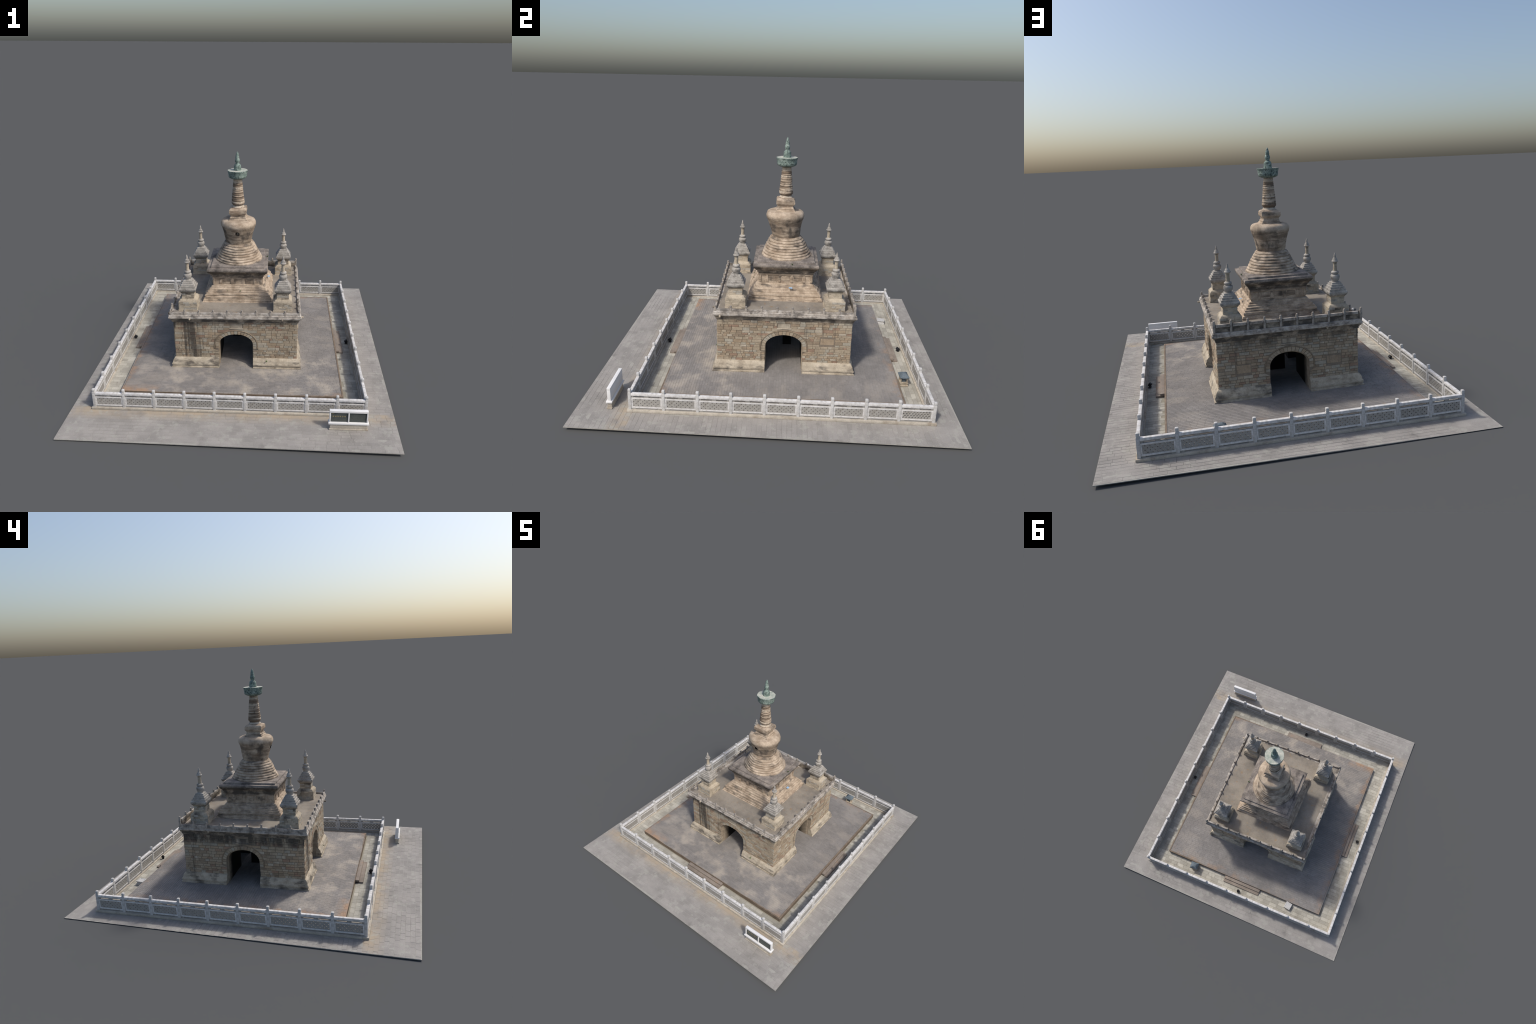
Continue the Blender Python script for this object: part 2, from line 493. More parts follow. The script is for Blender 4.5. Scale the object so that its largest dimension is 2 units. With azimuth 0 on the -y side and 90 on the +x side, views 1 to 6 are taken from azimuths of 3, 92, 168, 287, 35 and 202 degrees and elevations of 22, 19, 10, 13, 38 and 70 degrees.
def clip_ground(p):
    x, y, z = p
    # ground quadrilateral: pull stray corners back on to the edges
    ymin = -0.979 + (x + 0.927) * (-0.021 / 1.833)
    ymax = 1.0 + (x + 0.906) * (-0.021 / 1.8315)
    xmin = -0.927 + (y + 0.979) * (0.021 / 1.979)
    xmax = 0.906 + (y + 1.0) * (0.0195 / 1.979)
    floor = -(SITE @ Vector((x, y, 0))).z
    return (min(max(x, xmin + 0.0005), xmax - 0.0005), min(max(y, ymin + 0.0005), ymax - 0.0005), max(z, floor + 0.0009))


def inside_ground(x, y):
    return -0.979 + (x + 0.927) * (-0.021 / 1.833) < y < 1.0 + (x + 0.906) * (-0.021 / 1.8315) and -0.927 + (y + 0.979) * (0.021 / 1.979) < x < 0.906 + (y + 1.0) * (0.0195 / 1.979)


pave("plaza_paving", PLAZA, -0.93, 0.928, -1.0, 1.0, 0.062, 0.025, lambda x, y: 0.0 - 0.0008,
     lambda x, y: inside_ground(x, y) and not (-0.785 < x < 0.743 and -0.704 < y < 0.834), clip=clip_ground, parent=plaza_obj)

# inner court floor
def strip_z(x):
    return STRIP_Z - 0.0035 * x / 0.75


soup = Soup()
soup.box((-0.788, -0.707, 0.0004), (0.746, 0.837, STRIP_Z - 0.001))
soup.v = [(x, y, z + (strip_z(x) - STRIP_Z if z > 0.002 else 0)) for x, y, z in soup.v]
court = soup.obj("court_floor", [M["strip_joint"]], root, None)
pave("court_paving", STRIP, -0.783, 0.741, -0.702, 0.832, 0.05, 0.026, lambda x, y: strip_z(x) - 0.001,
     lambda x, y: not (PX0 + 0.004 < x < PX1 - 0.004 and PY0 + 0.004 < y < PY1 - 0.004), parent=court)


# raised platform, gently crowned towards the building
def plat_z(x, y):
    d = max(abs(x - BC[0]), abs(y - BC[1]))
    t = min(1, max(0, (0.655 - d) / 0.26))
    e = PLAT_Z0 - 0.0022 * (x - BC[0]) / 0.655
    return e + (PLAT_Z1 - e) * t


soup = Soup()
N = 44
vs, fs = [], []
for j in range(N + 1):
    for i in range(N + 1):
        x, y = PX0 + (PX1 - PX0) * i / N, PY0 + (PY1 - PY0) * j / N
        vs.append((x, y, plat_z(x, y) - 0.001))
for j in range(N):
    for i in range(N):
        a = j * (N + 1) + i
        fs.append((a, a + 1, a + N + 2, a + N + 1))
soup.add(vs, fs, 0)
E_W = 0.010
for a, b in (((PX0, PY0), (PX1, PY0 + E_W)), ((PX0, PY1 - E_W), (PX1, PY1)), ((PX0, PY0 + E_W), (PX0 + E_W, PY1 - E_W)), ((PX1 - E_W, PY0 + E_W), (PX1, PY1 - E_W))):
    soup.box((a[0], a[1], 0.003), (b[0], b[1], PLAT_Z0 + 0.0008), 1, 0.0015)
    soup.v[-24:] = [(x, y, z - (0.0022 * (x - BC[0]) / 0.655 if z > 0.02 else 0)) for x, y, z in soup.v[-24:]]
platform = soup.obj("platform", [M["plat_joint"], M["plat_edge"]], root, None)
pave("platform_paving", PLAT, PX0 + 0.002, PX1 - 0.002, PY0 + 0.002, PY1 - 0.002, 0.034, 0.0145, lambda x, y: plat_z(x, y) - 0.001,
     lambda x, y: not (abs(x - BC[0]) < 0.36 and abs(y - BC[1]) < 0.36 and min(abs(x - BC[0]), abs(y - BC[1])) > 0.13), gap=0.0006, thick=0.0012, parent=platform, jitter=0.0001)


def steps(side, a, b):
    s = Soup()
    low, top = {"left": (strip_z(-0.7), PLAT_Z0 + 0.0022), "right": (strip_z(0.7), PLAT_Z0 - 0.0022)}.get(side, (STRIP_Z, PLAT_Z0))
    for i in range(2):
        d1 = 0.024 * (2 - i)
        z = low + (top - low) * (i + 1) / 3
        p, q = {"front": ((a, PY0 - d1), (b, PY0 - 0.0005)), "back": ((a, PY1 + 0.0005), (b, PY1 + d1)),
                "right": ((PX1 + 0.0005, a), (PX1 + d1, b)), "left": ((PX0 - d1, a), (PX0 - 0.0005, b))}[side]
        s.box((p[0], p[1], 0.002), (q[0], q[1], z), 0, 0.0012)
    return s.obj("steps", [M["step"]], platform, 30)


steps("front", -0.178, 0.136)
steps("right", -0.065, 0.22)
steps("back", -0.172, 0.130)
steps("left", -0.074, 0.217)

# ------------------------------------------------------------------ marble balustrade
POST_H, RAIL_H = 0.131, 0.108
xa, xb, ya, yb = -0.790, 0.748, -0.709, 0.839
soup = Soup()
CW = 0.016
for a, b in (((xa - CW, ya - CW), (xb + CW, ya + CW)), ((xa - CW, yb - CW), (xb + CW, yb + CW)), ((xa - CW, ya + CW), (xa + CW, yb - CW)), ((xb - CW, ya + CW), (xb + CW, yb - CW))):
    soup.box((a[0], a[1], 0.0003), (b[0], b[1], 0.0135), 0, 0.002)
balustrade = soup.obj("balustrade", [M["curb"]], root, 30)

soup = Soup()
pw = 0.0082
soup.box((-pw, -pw, 0.010), (pw, pw, 0.1115), 0, 0.0014)
soup.box((-pw * 0.84, -pw * 0.84, 0.110), (pw * 0.84, pw * 0.84, 0.1150), 0, 0.0008)
soup.box((-pw * 0.98, -pw * 0.98, 0.1140), (pw * 0.98, pw * 0.98, POST_H), 0, 0.0042)
post_mesh = soup.obj("post_source", [M["post"]], None, 40).data
bpy.data.objects.remove(bpy.data.objects["post_source"])


def panel_mesh(name, hole_r, spacing):
    """One bay: pierced panel, moulded rails; width 1 bay, centred on the origin."""
    W = 0.0785
    s = Soup()
    s.box((-W, -0.0045, 0.013), (W, 0.0045, 0.092), 0)
    ob = s.obj("panel_core", [M["lattice"]], None, None)
    c = Soup()
    rows = 4
    k = 0
    for r in range(rows):
        z = 0.037 + r * 0.0107
        x = -W + 0.013 + (spacing / 2 if r % 2 else 0)
        while x < W - 0.010:
            c.loft([(hole_r, -0.03), (hole_r, 0.03)], "round", 8)
            base = len(c.v) - 16
            for i in range(base, len(c.v)):
                vx, vy, vz = c.v[i]
                c.v[i] = (vx + x, vz, vy + z)
            x += spacing
            k += 1
    for a, b, z0, z1 in ((-0.066, -0.012, 0.0835, 0.0905), (0.012, 0.066, 0.0835, 0.0905), (-0.058, 0.058, 0.0165, 0.0195)):
        c.box((a, -0.03, z0), (b, 0.03, z1))
    cut = c.obj("panel_cut", [M["lattice"]], None, None)
    bm = bmesh.new()
    bm.from_mesh(cut.data)
    bmesh.ops.recalc_face_normals(bm, faces=bm.faces)
    bm.to_mesh(cut.data)
    bm.free()
    subtract(ob, cut)
    me = ob.data
    s = Soup()
    me.materials.clear()
    s.add([v.co for v in me.vertices], [tuple(p.vertices) for p in me.polygons], 0)
    s.box((-W, -0.0085, 0.0935), (W, 0.0085, RAIL_H), 1, 0.003)       # hand rail
    s.box((-W, -0.006, 0.0735), (W, 0.006, 0.0820), 1, 0.0012)        # upper band
    s.box((-W, -0.006, 0.0215), (W, 0.006, 0.0300), 1, 0.0012)        # lower band
    s.box((-W, -0.0058, 0.030), (-W + 0.008, 0.0058, 0.0735), 1, 0.001)
    s.box((W - 0.008, -0.0058, 0.030), (W, 0.0058, 0.0735), 1, 0.001)
    bpy.data.objects.remove(ob)
    o = s.obj(name, [M["lattice"], M["marble"]], None, 30)
    d = o.data
    bpy.data.objects.remove(o)
    return d


panel = panel_mesh("balustrade_panel", 0.0029, 0.0225)
panel_open = panel_mesh("balustrade_openwork_panel", 0.0046, 0.0150)


def inst(name, me, parent, loc, rot=0.0, scl=(1, 1, 1)):
    o = bpy.data.objects.new(name, me)
    COL.objects.link(o)
    o.parent = parent
    o.location = loc
    o.rotation_euler = (0, 0, rot)
    o.scale = scl
    return o


for side, (ps, c) in FENCE.items():
    hor = side in ("front", "back")
    for i, p in enumerate(ps):
        if hor or 0 < i < len(ps) - 1:
            loc = (p, c, rng.uniform(-0.001, 0.001)) if hor else (c, p, rng.uniform(-0.001, 0.001))
            inst("balustrade_post", post_mesh, balustrade, loc, rng.uniform(-0.03, 0.03))
        if i:
            mid, w = (p + ps[i - 1]) / 2, (p - ps[i - 1] - 0.0155)
            loc = (mid, c, rng.uniform(-0.0012, 0.0012)) if hor else (c, mid, rng.uniform(-0.0012, 0.0012))
            me = panel_open if side == "right" and i == len(ps) - 1 else panel
            inst("balustrade_panel", me, balustrade, loc, (0 if hor else math.pi / 2) + rng.uniform(-0.004, 0.004), (w / 0.157, 1, 1))

# ------------------------------------------------------------------ arched base
AW, SPRING, RISE = 0.1065, 0.200, 0.0755       # half width of the gate, spring line, rise


def part(ob):
    """Put a part in the building's frame."""
    ob.parent = root
    ob.location = (BC[0], BC[1], 0)
    ob.rotation_euler = (0, 0, BROT)
    return ob


def arch_prism(depth0, depth1, side, aw=AW, rise=RISE):
    pts = [(-aw - 0.002, -0.05), (aw + 0.002, -0.05), (aw, SPRING)]
    n = 20
    for i in range(1, n):
        a = math.pi * i / n
        pts.append((aw * math.cos(a), SPRING + rise * math.sin(a)))
    pts.append((-aw, SPRING))
    k = len(pts)
    vs = []
    for d in (depth0, depth1):
        for u, z in pts:
            x, y = ((u, -d), (d, u), (-u, d), (-d, -u))[side]
            vs.append((x, y, z))
    fs = [tuple(range(k)), tuple(range(2 * k - 1, k - 1, -1))]
    for i in range(k):
        j = (i + 1) % k
        fs.append((i, i + k, j + k, j))
    bm = bmesh.new()
    bv = [bm.verts.new(v) for v in vs]
    for f in fs:
        bm.faces.new([bv[i] for i in f])
    bmesh.ops.recalc_face_normals(bm, faces=bm.faces)
    me = bpy.data.meshes.new("gate_cut")
    bm.to_mesh(me)
    bm.free()
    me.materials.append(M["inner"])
    ob = bpy.data.objects.new("gate_cut", me)
    COL.objects.link(ob)
    return ob




def sst(x, a, b):
    t = min(1.0, max(0.0, (x - a) / (b - a)))
    return t * t * (3 - 2 * t)


def bulge(u, z):
    """Scan fault kept in the shape: the left wall swells between its gate and the front corner."""
    return 0.011 * sst(u, 0.07, 0.16) * sst(0.384 - u, 0.0, 0.045) * sst(z, 0.10, 0.19)


def face_xyz(side, u, z, d):
    x, y = ((u, -d), (d, u), (-u, d), (-d, -u))[side]
    return (x, y, z)


GATE_DEPTH = 0.330
WALL = 0.3785      # face of the mortar core
soup = Soup()
soup.loft([(0.37, 0.030), (WALL, 0.032), (WALL, 0.366), (0.37, 0.368)], "square", 80, amp=0.0006, nsc=20, step=0.02)
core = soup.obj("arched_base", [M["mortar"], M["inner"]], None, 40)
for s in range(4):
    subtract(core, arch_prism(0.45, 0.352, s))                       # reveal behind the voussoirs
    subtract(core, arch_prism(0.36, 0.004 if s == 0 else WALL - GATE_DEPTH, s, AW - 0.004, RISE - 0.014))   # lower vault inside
for v in core.data.vertices:
    if v.co.x < -0.374:
        v.co.x -= bulge(-v.co.y, v.co.z)
resmooth(core, 40)
part(core)

# moulded plinth, broken by the gates: two mitred lengths on each side
PLINTH = [(0.365, 0.036), (0.4070, 0.036), (0.4065, 0.052), (0.4005, 0.0535), (0.3985, 0.0600), (0.4030, 0.0625), (0.4035, 0.0730), (0.3975, 0.0800),
          (0.3955, 0.0930), (0.3900, 0.1020), (0.3840, 0.1095), (0.3650, 0.1115)]
soup = Soup()
lv = [PLINTH[0]]
for (r0, z0), (r1, z1) in zip(PLINTH, PLINTH[1:]):
    k = max(1, int(math.hypot(r1 - r0, z1 - z0) / 0.005))
    lv += [(r0 + (r1 - r0) * (i + 1) / k, z0 + (z1 - z0) * (i + 1) / k) for i in range(k)]
for side in range(4):
    for sg in (-1, 1):
        vs, fs, n = [], [], 36
        for i in range(n + 1):
            t = i / n
            for r, z in lv:
                u = sg * (AW + (r - AW) * t)
                p = face_xyz(side, u, z, r)
                o = 0.0022 * (nz(p, 26, 2) + 0.5 * nz(p, 60, 8)) * (1 - t ** 8)
                vs.append(face_xyz(side, u, z + 0.4 * o, r + o))
        m = len(lv)
        for i in range(n):
            for k in range(m - 1):
                q = (i * m + k, (i + 1) * m + k, (i + 1) * m + k + 1, i * m + k + 1)
                fs.append(q if sg > 0 else q[::-1])
        fs.append(tuple(range(m)) if sg > 0 else tuple(range(m - 1, -1, -1)))
        soup.add(vs, fs)
plinth = part(soup.obj("plinth", [M["plinth"]], None, 45))


def face_pt(side, u, z, d):
    """Point on a face of the base: u to the right seen from outside, d out from the axis."""
    if side == 3 and 0.34 < d < 0.386 and z < 0.366:
        d += bulge(u, z)
    return face_xyz(side, u, z, d)


def arch_half(z, off):
    if z >= SPRING + RISE + off:
        return 0.0
    if z <= SPRING:
        return AW + (off if z > 0.165 else 0.0)
    t = (z - SPRING) / (RISE + off)
    return (AW + off) * math.sqrt(max(0, 1 - t * t))


def block(side, ub0, ub1, ut0, ut1, z0, z1, d0, d1, ch=0.0011, j=0.0007):
    """Rough-hewn block: back edge at depth d0, dressed face at d1."""
    q = [(ub0, z0), (ub1, z0), (ut1, z1), (ut0, z1)]
    lo = [face_pt(side, u, z, d0) for u, z in q]
    cu, cz = sum(u for u, z in q) / 4, (z0 + z1) / 2
    hi = []
    for u, z in q:
        u2 = u + (ch if u < cu else -ch) + rng.uniform(-j, j)
        z2 = z + (ch if z < cz else -ch) + rng.uniform(-j, j)
        hi.append(face_pt(side, u2, z2, d1 + rng.uniform(-0.0005, 0.0005)))
    return lo + hi, [(0, 1, 5, 4), (1, 2, 6, 5), (2, 3, 7, 6), (3, 0, 4, 7), (4, 5, 6, 7)]


PLAQUES = {0: [(-0.036, 0.044, 0.315, 0.352)], 1: [(-0.040, 0.038, 0.315, 0.350), (0.203, 0.289, 0.218, 0.262)],
           2: [(-0.042, 0.042, 0.317, 0.350), (-0.289, -0.205, 0.178, 0.230), (0.200, 0.287, 0.178, 0.230)], 3: [(-0.04, 0.04, 0.316, 0.350)]}
shade_bag = [i for i, s in enumerate(WALL_SHADES) for _ in range(s[2])]
wall_mats = [M[s[0]] for s in WALL_SHADES]
blocks = []
for side in range(4):
    z = 0.108
    gap = 0.0009
    while z < 0.362:
        h = rng.choice((0.0125, 0.0145, 0.0160, 0.0175, 0.0195))
        z1 = min(z + h, 0.364)
        if 0.364 - z1 < 0.010:
            z1 = 0.364
        zm = (z + z1) / 2
        cuts = []
        off = 0.030
        eb, et = arch_half(z, off), arch_half(z1, off)
        if eb > 0:
            cuts.append((-eb, eb, -et, et))
        for (p0, p1, q0, q1) in PLAQUES[side]:
            if q0 - 0.004 < zm < q1 + 0.004:
                cuts.append((p0, p1, p0, p1))
        cuts.sort()
        spans, u = [], (-0.3795, -0.3795)
        for b0, b1, t0, t1 in cuts:
            spans.append((u[0], b0, u[1], t0))
            u = (b1, t1)
        spans.append((u[0], 0.3795, u[1], 0.3795))
        for sb0, sb1, st0, st1 in spans:
            w = min(sb1, st1) - max(sb0, st0)
            if w < 0.008:
                continue
            xs = [0.0]
            while xs[-1] < w:
                xs.append(xs[-1] + h * rng.uniform(1.2, 3.1))
            xs[-1] = w
            if len(xs) > 2 and xs[-1] - xs[-2] < 0.013:
                xs.pop(-2)
            base = max(sb0, st0)
            for i in range(len(xs) - 1):
                b0 = t0 = base + xs[i] + gap / 2
                b1 = t1 = base + xs[i + 1] - gap / 2
                if i == 0:
                    b0, t0 = sb0 + gap / 2, st0 + gap / 2
                if i == len(xs) - 2:
                    b1, t1 = sb1 - gap / 2, st1 - gap / 2
                if b1 - b0 < 0.004 or t1 - t0 < 0.003:
                    continue
                v, f = block(side, b0, b1, t0, t1, z + gap / 2, z1 - gap / 2, WALL - 0.001, 0.3808 + rng.uniform(-0.0008, 0.0011))
                blocks.append(((b1 - b0) * (z1 - z), v, f, rng.choice(shade_bag)))
        z = z1
blocks.sort(key=lambda b: -b[0])
rest = Soup()
for i, (area, v, f, k) in enumerate(blocks):
    if i < 290:
        make("wall_block", v, f, wall_mats[k], core)
    else:
        rest.add(v, f, k)
rest.obj("wall_masonry", wall_mats, core, None, True)

# carved plaques over the gates and blank tablets in the walls
for side, rects in PLAQUES.items():
    for i, (p0, p1, q0, q1) in enumerate(rects):
        s = Soup()
        v, f = block(side, p0 + 0.003, p1 - 0.003, p0 + 0.003, p1 - 0.003, q0 + 0.003, q1 - 0.003, WALL - 0.004, WALL + 0.0005, 0.002, 0.0003)
        s.add(v, f, 0)
        if i == 0:
            v, f = block(side, p0 - 0.002, p1 + 0.002, p0 - 0.002, p1 + 0.002, q0 - 0.004, q0 + 0.003, WALL - 0.002, WALL + 0.0052, 0.001, 0.0003)
            s.add(v, f, 0)
        s.obj("stone_tablet", [wall_mats[3 if i == 0 else 1]], core, None)


# voussoirs and the thin hood mould around each gate
def arch_pt(t, off):
    """t runs 0..1 round the gate from a point below one spring to the other."""
    leg = 0.026
    L = math.pi * 0.5 * (AW + RISE)
    s = t * (L + 2 * leg)
    if s < leg:
        return AW + off, SPRING - leg + s
    if s > L + leg:
        return -AW - off, SPRING - (s - L - leg)
    a = math.pi * (s - leg) / L
    return (AW + off) * math.cos(a), SPRING + (RISE + off) * math.sin(a) ** 0.95


for side in range(4):
    n = 21
    for i in range(n):
        t0, t1 = (i + 0.03) / n, (i + 0.97) / n
        a, b, c, d = arch_pt(t0, 0.0), arch_pt(t0, 0.0235), arch_pt(t1, 0.0235), arch_pt(t1, 0.0)
        cu, cz = (a[0] + b[0] + c[0] + d[0]) / 4, (a[1] + b[1] + c[1] + d[1]) / 4
        q = (d, a, b, c)
        lo = [face_pt(side, u, z, 0.352) for u, z in q]
        dd = 0.3815 + rng.uniform(-0.0007, 0.001)
        hi = [face_pt(side, u + (cu - u) * 0.07, z + (cz - z) * 0.07, dd) for u, z in q]
        f = [(0, 1, 5, 4), (1, 2, 6, 5), (2, 3, 7, 6), (3, 0, 4, 7), (4, 5, 6, 7)]
        f = [tuple(reversed(x)) for x in f]
        make("voussoir", lo + hi, f, wall_mats[rng.choice((0, 0, 1, 2, 5))], core)
    s = Soup()
    n = 48
    vs = []
    for i in range(n + 1):
        for off, d in ((0.0245, 0.377), (0.0250, 0.3835), (0.0285, 0.3838), (0.0300, 0.377)):
            u, z = arch_pt(i / n, off)
            vs.append(face_pt(side, u, z, d))
    fs = [(i * 4 + k, i * 4 + k + 1, i * 4 + k + 5, i * 4 + k + 4) for i in range(n) for k in range(3)]
    s.add(vs, fs, 0)
    s.obj("hood_mould", [wall_mats[5]], core, 40)

# cornice and flat roof
soup = Soup()
soup.loft([(0.370, 0.360), (0.3835, 0.362), (0.3840, 0.3710), (0.3875, 0.3720), (0.3880, 0.3800), (0.3925, 0.3815), (0.3955, 0.3880), (0.3955, 0.3925), (0.380, 0.3930)],
          "square", 200, amp=0.0016, nsc=30, step=0.004, seed=4, cap=False)
def skew(p):
    """The front left corner of the roof stands a little further out than the others."""
    w = max(0.0, 0.5 - p[0] / 0.8) * max(0.0, 0.5 - p[1] / 0.8)
    return (p[0] - 0.006 * w, p[1] - 0.007 * w, p[2])


soup.v = [skew(p) for p in soup.v]
cornice = part(soup.obj("cornice", [M["cornice"]], None, 40))
soup = Soup()
soup.loft([(0.380, 0.3905), (0.3990, 0.3910), (0.4010, 0.3930), (0.4010, 0.4025), (0.3980, 0.4035), (0.3975, 0.4130), (0.3940, 0.4150), (0.3700, 0.4155)],
          "square", 200, amp=0.0018, nsc=34, step=0.004, seed=5, cap=False)
soup.v = [skew(p) for p in soup.v]
part(soup.obj("coping", [M["parapet"]], None, 40))
soup = Soup()
N = 40
vs = [((-1 + 2 * i / N) * 0.384, (-1 + 2 * j / N) * 0.384, 0.4148 + 0.0012 * nz((i * 0.02, j * 0.02, 0), 8)) for j in range(N + 1) for i in range(N + 1)]
fs = [(j * (N + 1) + i, j * (N + 1) + i + 1, (j + 1) * (N + 1) + i + 1, (j + 1) * (N + 1) + i) for j in range(N) for i in range(N)]
soup.add(vs, fs)
part(soup.obj("roof_terrace", [M["roof"]], None, 60))

# parapet: low on three sides, full height on the back
soup = Soup()
for side in range(4):
    top = (0.4330, 0.4290, 0.4590, 0.4310)[side]
    rec = 0.0045 if side == 2 else 0.0
    n = 45
    R = (0.3900, 0.3860, 0.3870, 0.3955)[side]
    vs = []
    for i in range(n + 1):
        u = -R + 2 * R * i / n
        bay = ((u + R) / (2 * R) * 9) % 1
        sag = 0.0035 * math.sin(math.pi * bay) ** 2
        for d, z in ((R + 0.0042 - rec, 0.411), (R + 0.0042 - rec, top - 0.003 - sag), (R + 0.0028 - rec, top - sag), (R - 0.0055, top - sag), (R - 0.007, top - 0.003 - sag), (R - 0.007, 0.411)):
            p = face_pt(side, u, z, d)
            o = 0.0022 * nz(p, 42, 3)
            vs.append(face_pt(side, u, z + (o if z > 0.42 else 0), d + 0.7 * o))
    fs = [(i * 6 + k, (i + 1) * 6 + k, (i + 1) * 6 + k + 1, i * 6 + k + 1) for i in range(n) for k in range(5)]
    soup.add(vs, fs, 1 if side == 2 else 0)
    if side == 2:                       # recessed lattice field and rails on the tall side
        for i in range(9):
            u0, u1 = -R + 2 * R * i / 9 + 0.008, -R + 2 * R * (i + 1) / 9 - 0.008
            pts = [face_pt(side, u0, 0.4430, R - 0.0072), face_pt(side, u1, 0.4580, R + 0.0045)]
            soup.box([min(a, b) for a, b in zip(*pts)], [max(a, b) for a, b in zip(*pts)], 0, 0.001)
soup.v = [skew(p) for p in soup.v]
parapet = part(soup.obj("parapet", [M["parapet"], M["cornice"]], None, 35))
def parapet_post_mesh(h):
    s = Soup()
    s.box((-0.0058, -0.0062, 0.412), (0.0058, 0.0062, 0.412 + h - 0.011), 0, 0.0014)
    s.loft([(0.0048, 0.412 + h - 0.0115), (0.0062, 0.412 + h - 0.0095), (0.0062, 0.412 + h - 0.004), (0.0045, 0.412 + h - 0.0008), (0.001, 0.412 + h)], "round", 12)
    o = s.obj("tmp", [M["parapet"]], None, 40)
    d = o.data
    bpy.data.objects.remove(o)
    return d


short_post, tall_post = parapet_post_mesh(0.0365), parapet_post_mesh(0.0665)
short_post.name, tall_post.name = "parapet_post_short", "parapet_post_tall"
for side in range(4):
    for i in range(9):
        u = -0.388 + 0.776 * i / 9
        tall = side == 2 or (side == 3 and i == 0)
        p = skew(face_pt(side, u, 0, (0.3895, 0.3855, 0.3865, 0.3950)[side]))
        o = inst("parapet_post", tall_post if tall else short_post, parapet, (p[0], p[1], rng.uniform(-0.0015, 0.001)), side * math.pi / 2 + rng.uniform(-0.06, 0.06))

# water spouts through the cornice
for side, u in ((0, -0.277), (0, 0.285), (1, -0.36), (3, -0.2), (2, 0.2)):
    s = Soup()
    s.loft([(0.0045, 0.0), (0.0052, 0.006), (0.0052, 0.030), (0.003, 0.031)], "round", 12)
    for i in range(len(s.v)):
        x, y, z = s.v[i]
        s.v[i] = face_pt(side, u + x, 0.392 + y, 0.385 + z)
    s.obj("water_spout", [M["plinth"]], cornice, 40)

# ------------------------------------------------------------------ main stupa
soup = Soup()
soup.loft([(0.205, 0.412), (0.2235, 0.412), (0.2225, 0.4170), (0.2175, 0.4180), (0.2170, 0.4285), (0.2135, 0.4295), (0.2130, 0.4470), (0.2050, 0.4480),
           (0.2050, 0.4540), (0.2080, 0.4560), (0.2060, 0.4660), (0.1985, 0.4675), (0.1975, 0.4770), (0.1890, 0.4790), (0.1875, 0.4890), (0.1785, 0.4920), (0.1765, 0.5000), (0.1680, 0.5030),
           (0.1660, 0.5100), (0.1555, 0.5115), (0.1550, 0.5500), (0.1600, 0.5530), (0.1610, 0.5700), (0.1660, 0.5715), (0.1665, 0.5820), (0.1720, 0.5840),
           (0.1760, 0.5930), (0.1830, 0.5980), (0.1890, 0.6070), (0.1905, 0.6120)], "square", 160, amp=0.0013, nsc=20, step=0.004, seed=11, cap=False)
def settle(p):
    """The lower steps stand higher along the front than on the other sides."""
    x, y, z = p
    f = sst(-y - abs(x), -0.03, 0.03)
    w = sst(z, 0.424, 0.445) * (1 - sst(z, 0.506, 0.524))
    return (x, y, z + w * (-0.014 + 0.017 * f))


soup.v = [settle(p) for p in soup.v]
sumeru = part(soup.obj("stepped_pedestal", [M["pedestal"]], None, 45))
for side in range(4):
    for u, w in ((-0.150, 0.009), (-0.108, 0.010), (-0.036, 0.010), (0.036, 0.010), (0.108, 0.010), (0.150, 0.009)):
        s = Soup()
        v, f = block(side, u - w * 0.7, u + w * 0.7, u - w * 0.7, u + w * 0.7, 0.5095, 0.5540, 0.150, 0.1598, 0.001, 0.0008)
        s.add(v, f)
        s.obj("pilaster", [M["warm"]], sumeru, None)
    for u0, u1 in ((-0.098, -0.046), (-0.026, 0.026), (0.046, 0.098)):
        s = Soup()
        v, f = block(side, u0, u1, u0, u1, 0.5160, 0.5480, 0.150, 0.1572, 0.003, 0.0006)
        s.add(v, f)
        s.obj("carved_panel", [M["vase"]], sumeru, None)
# flat slabs capping the pedestal
soup = Soup()
soup.loft([(0.170, 0.610), (0.1905, 0.612), (0.1915, 0.6150), (0.1910, 0.6240), (0.1890, 0.6265), (0.1690, 0.6275), (0.1680, 0.6370), (0.1655, 0.6385), (0.120, 0.6395)],
          "square", 160, amp=0.0013, nsc=26, step=0.004, seed=14)
part(soup.obj("capping_slab", [M["slab"]], None, 45))


def lean(z):
    """The upper works lean slightly towards the front."""
    t = min(1, max(0, (z - 0.63) / 0.27))
    return (0.0, 0.0015 - 0.0145 * t * t * (3 - 2 * t))


# ringed bell under the vase
prof = [(0.150, 0.6385), (0.1455, 0.646), (0.1385, 0.660), (0.1285, 0.678), (0.1205, 0.698), (0.1115, 0.716), (0.1015, 0.733), (0.0925, 0.746), (0.0850, 0.755)]


def prof_r(z):
    for (r0, z0), (r1, z1) in zip(prof, prof[1:]):
        if z0 <= z <= z1:
            return r0 + (r1 - r0) * (z - z0) / (z1 - z0)
    return prof[-1][0]


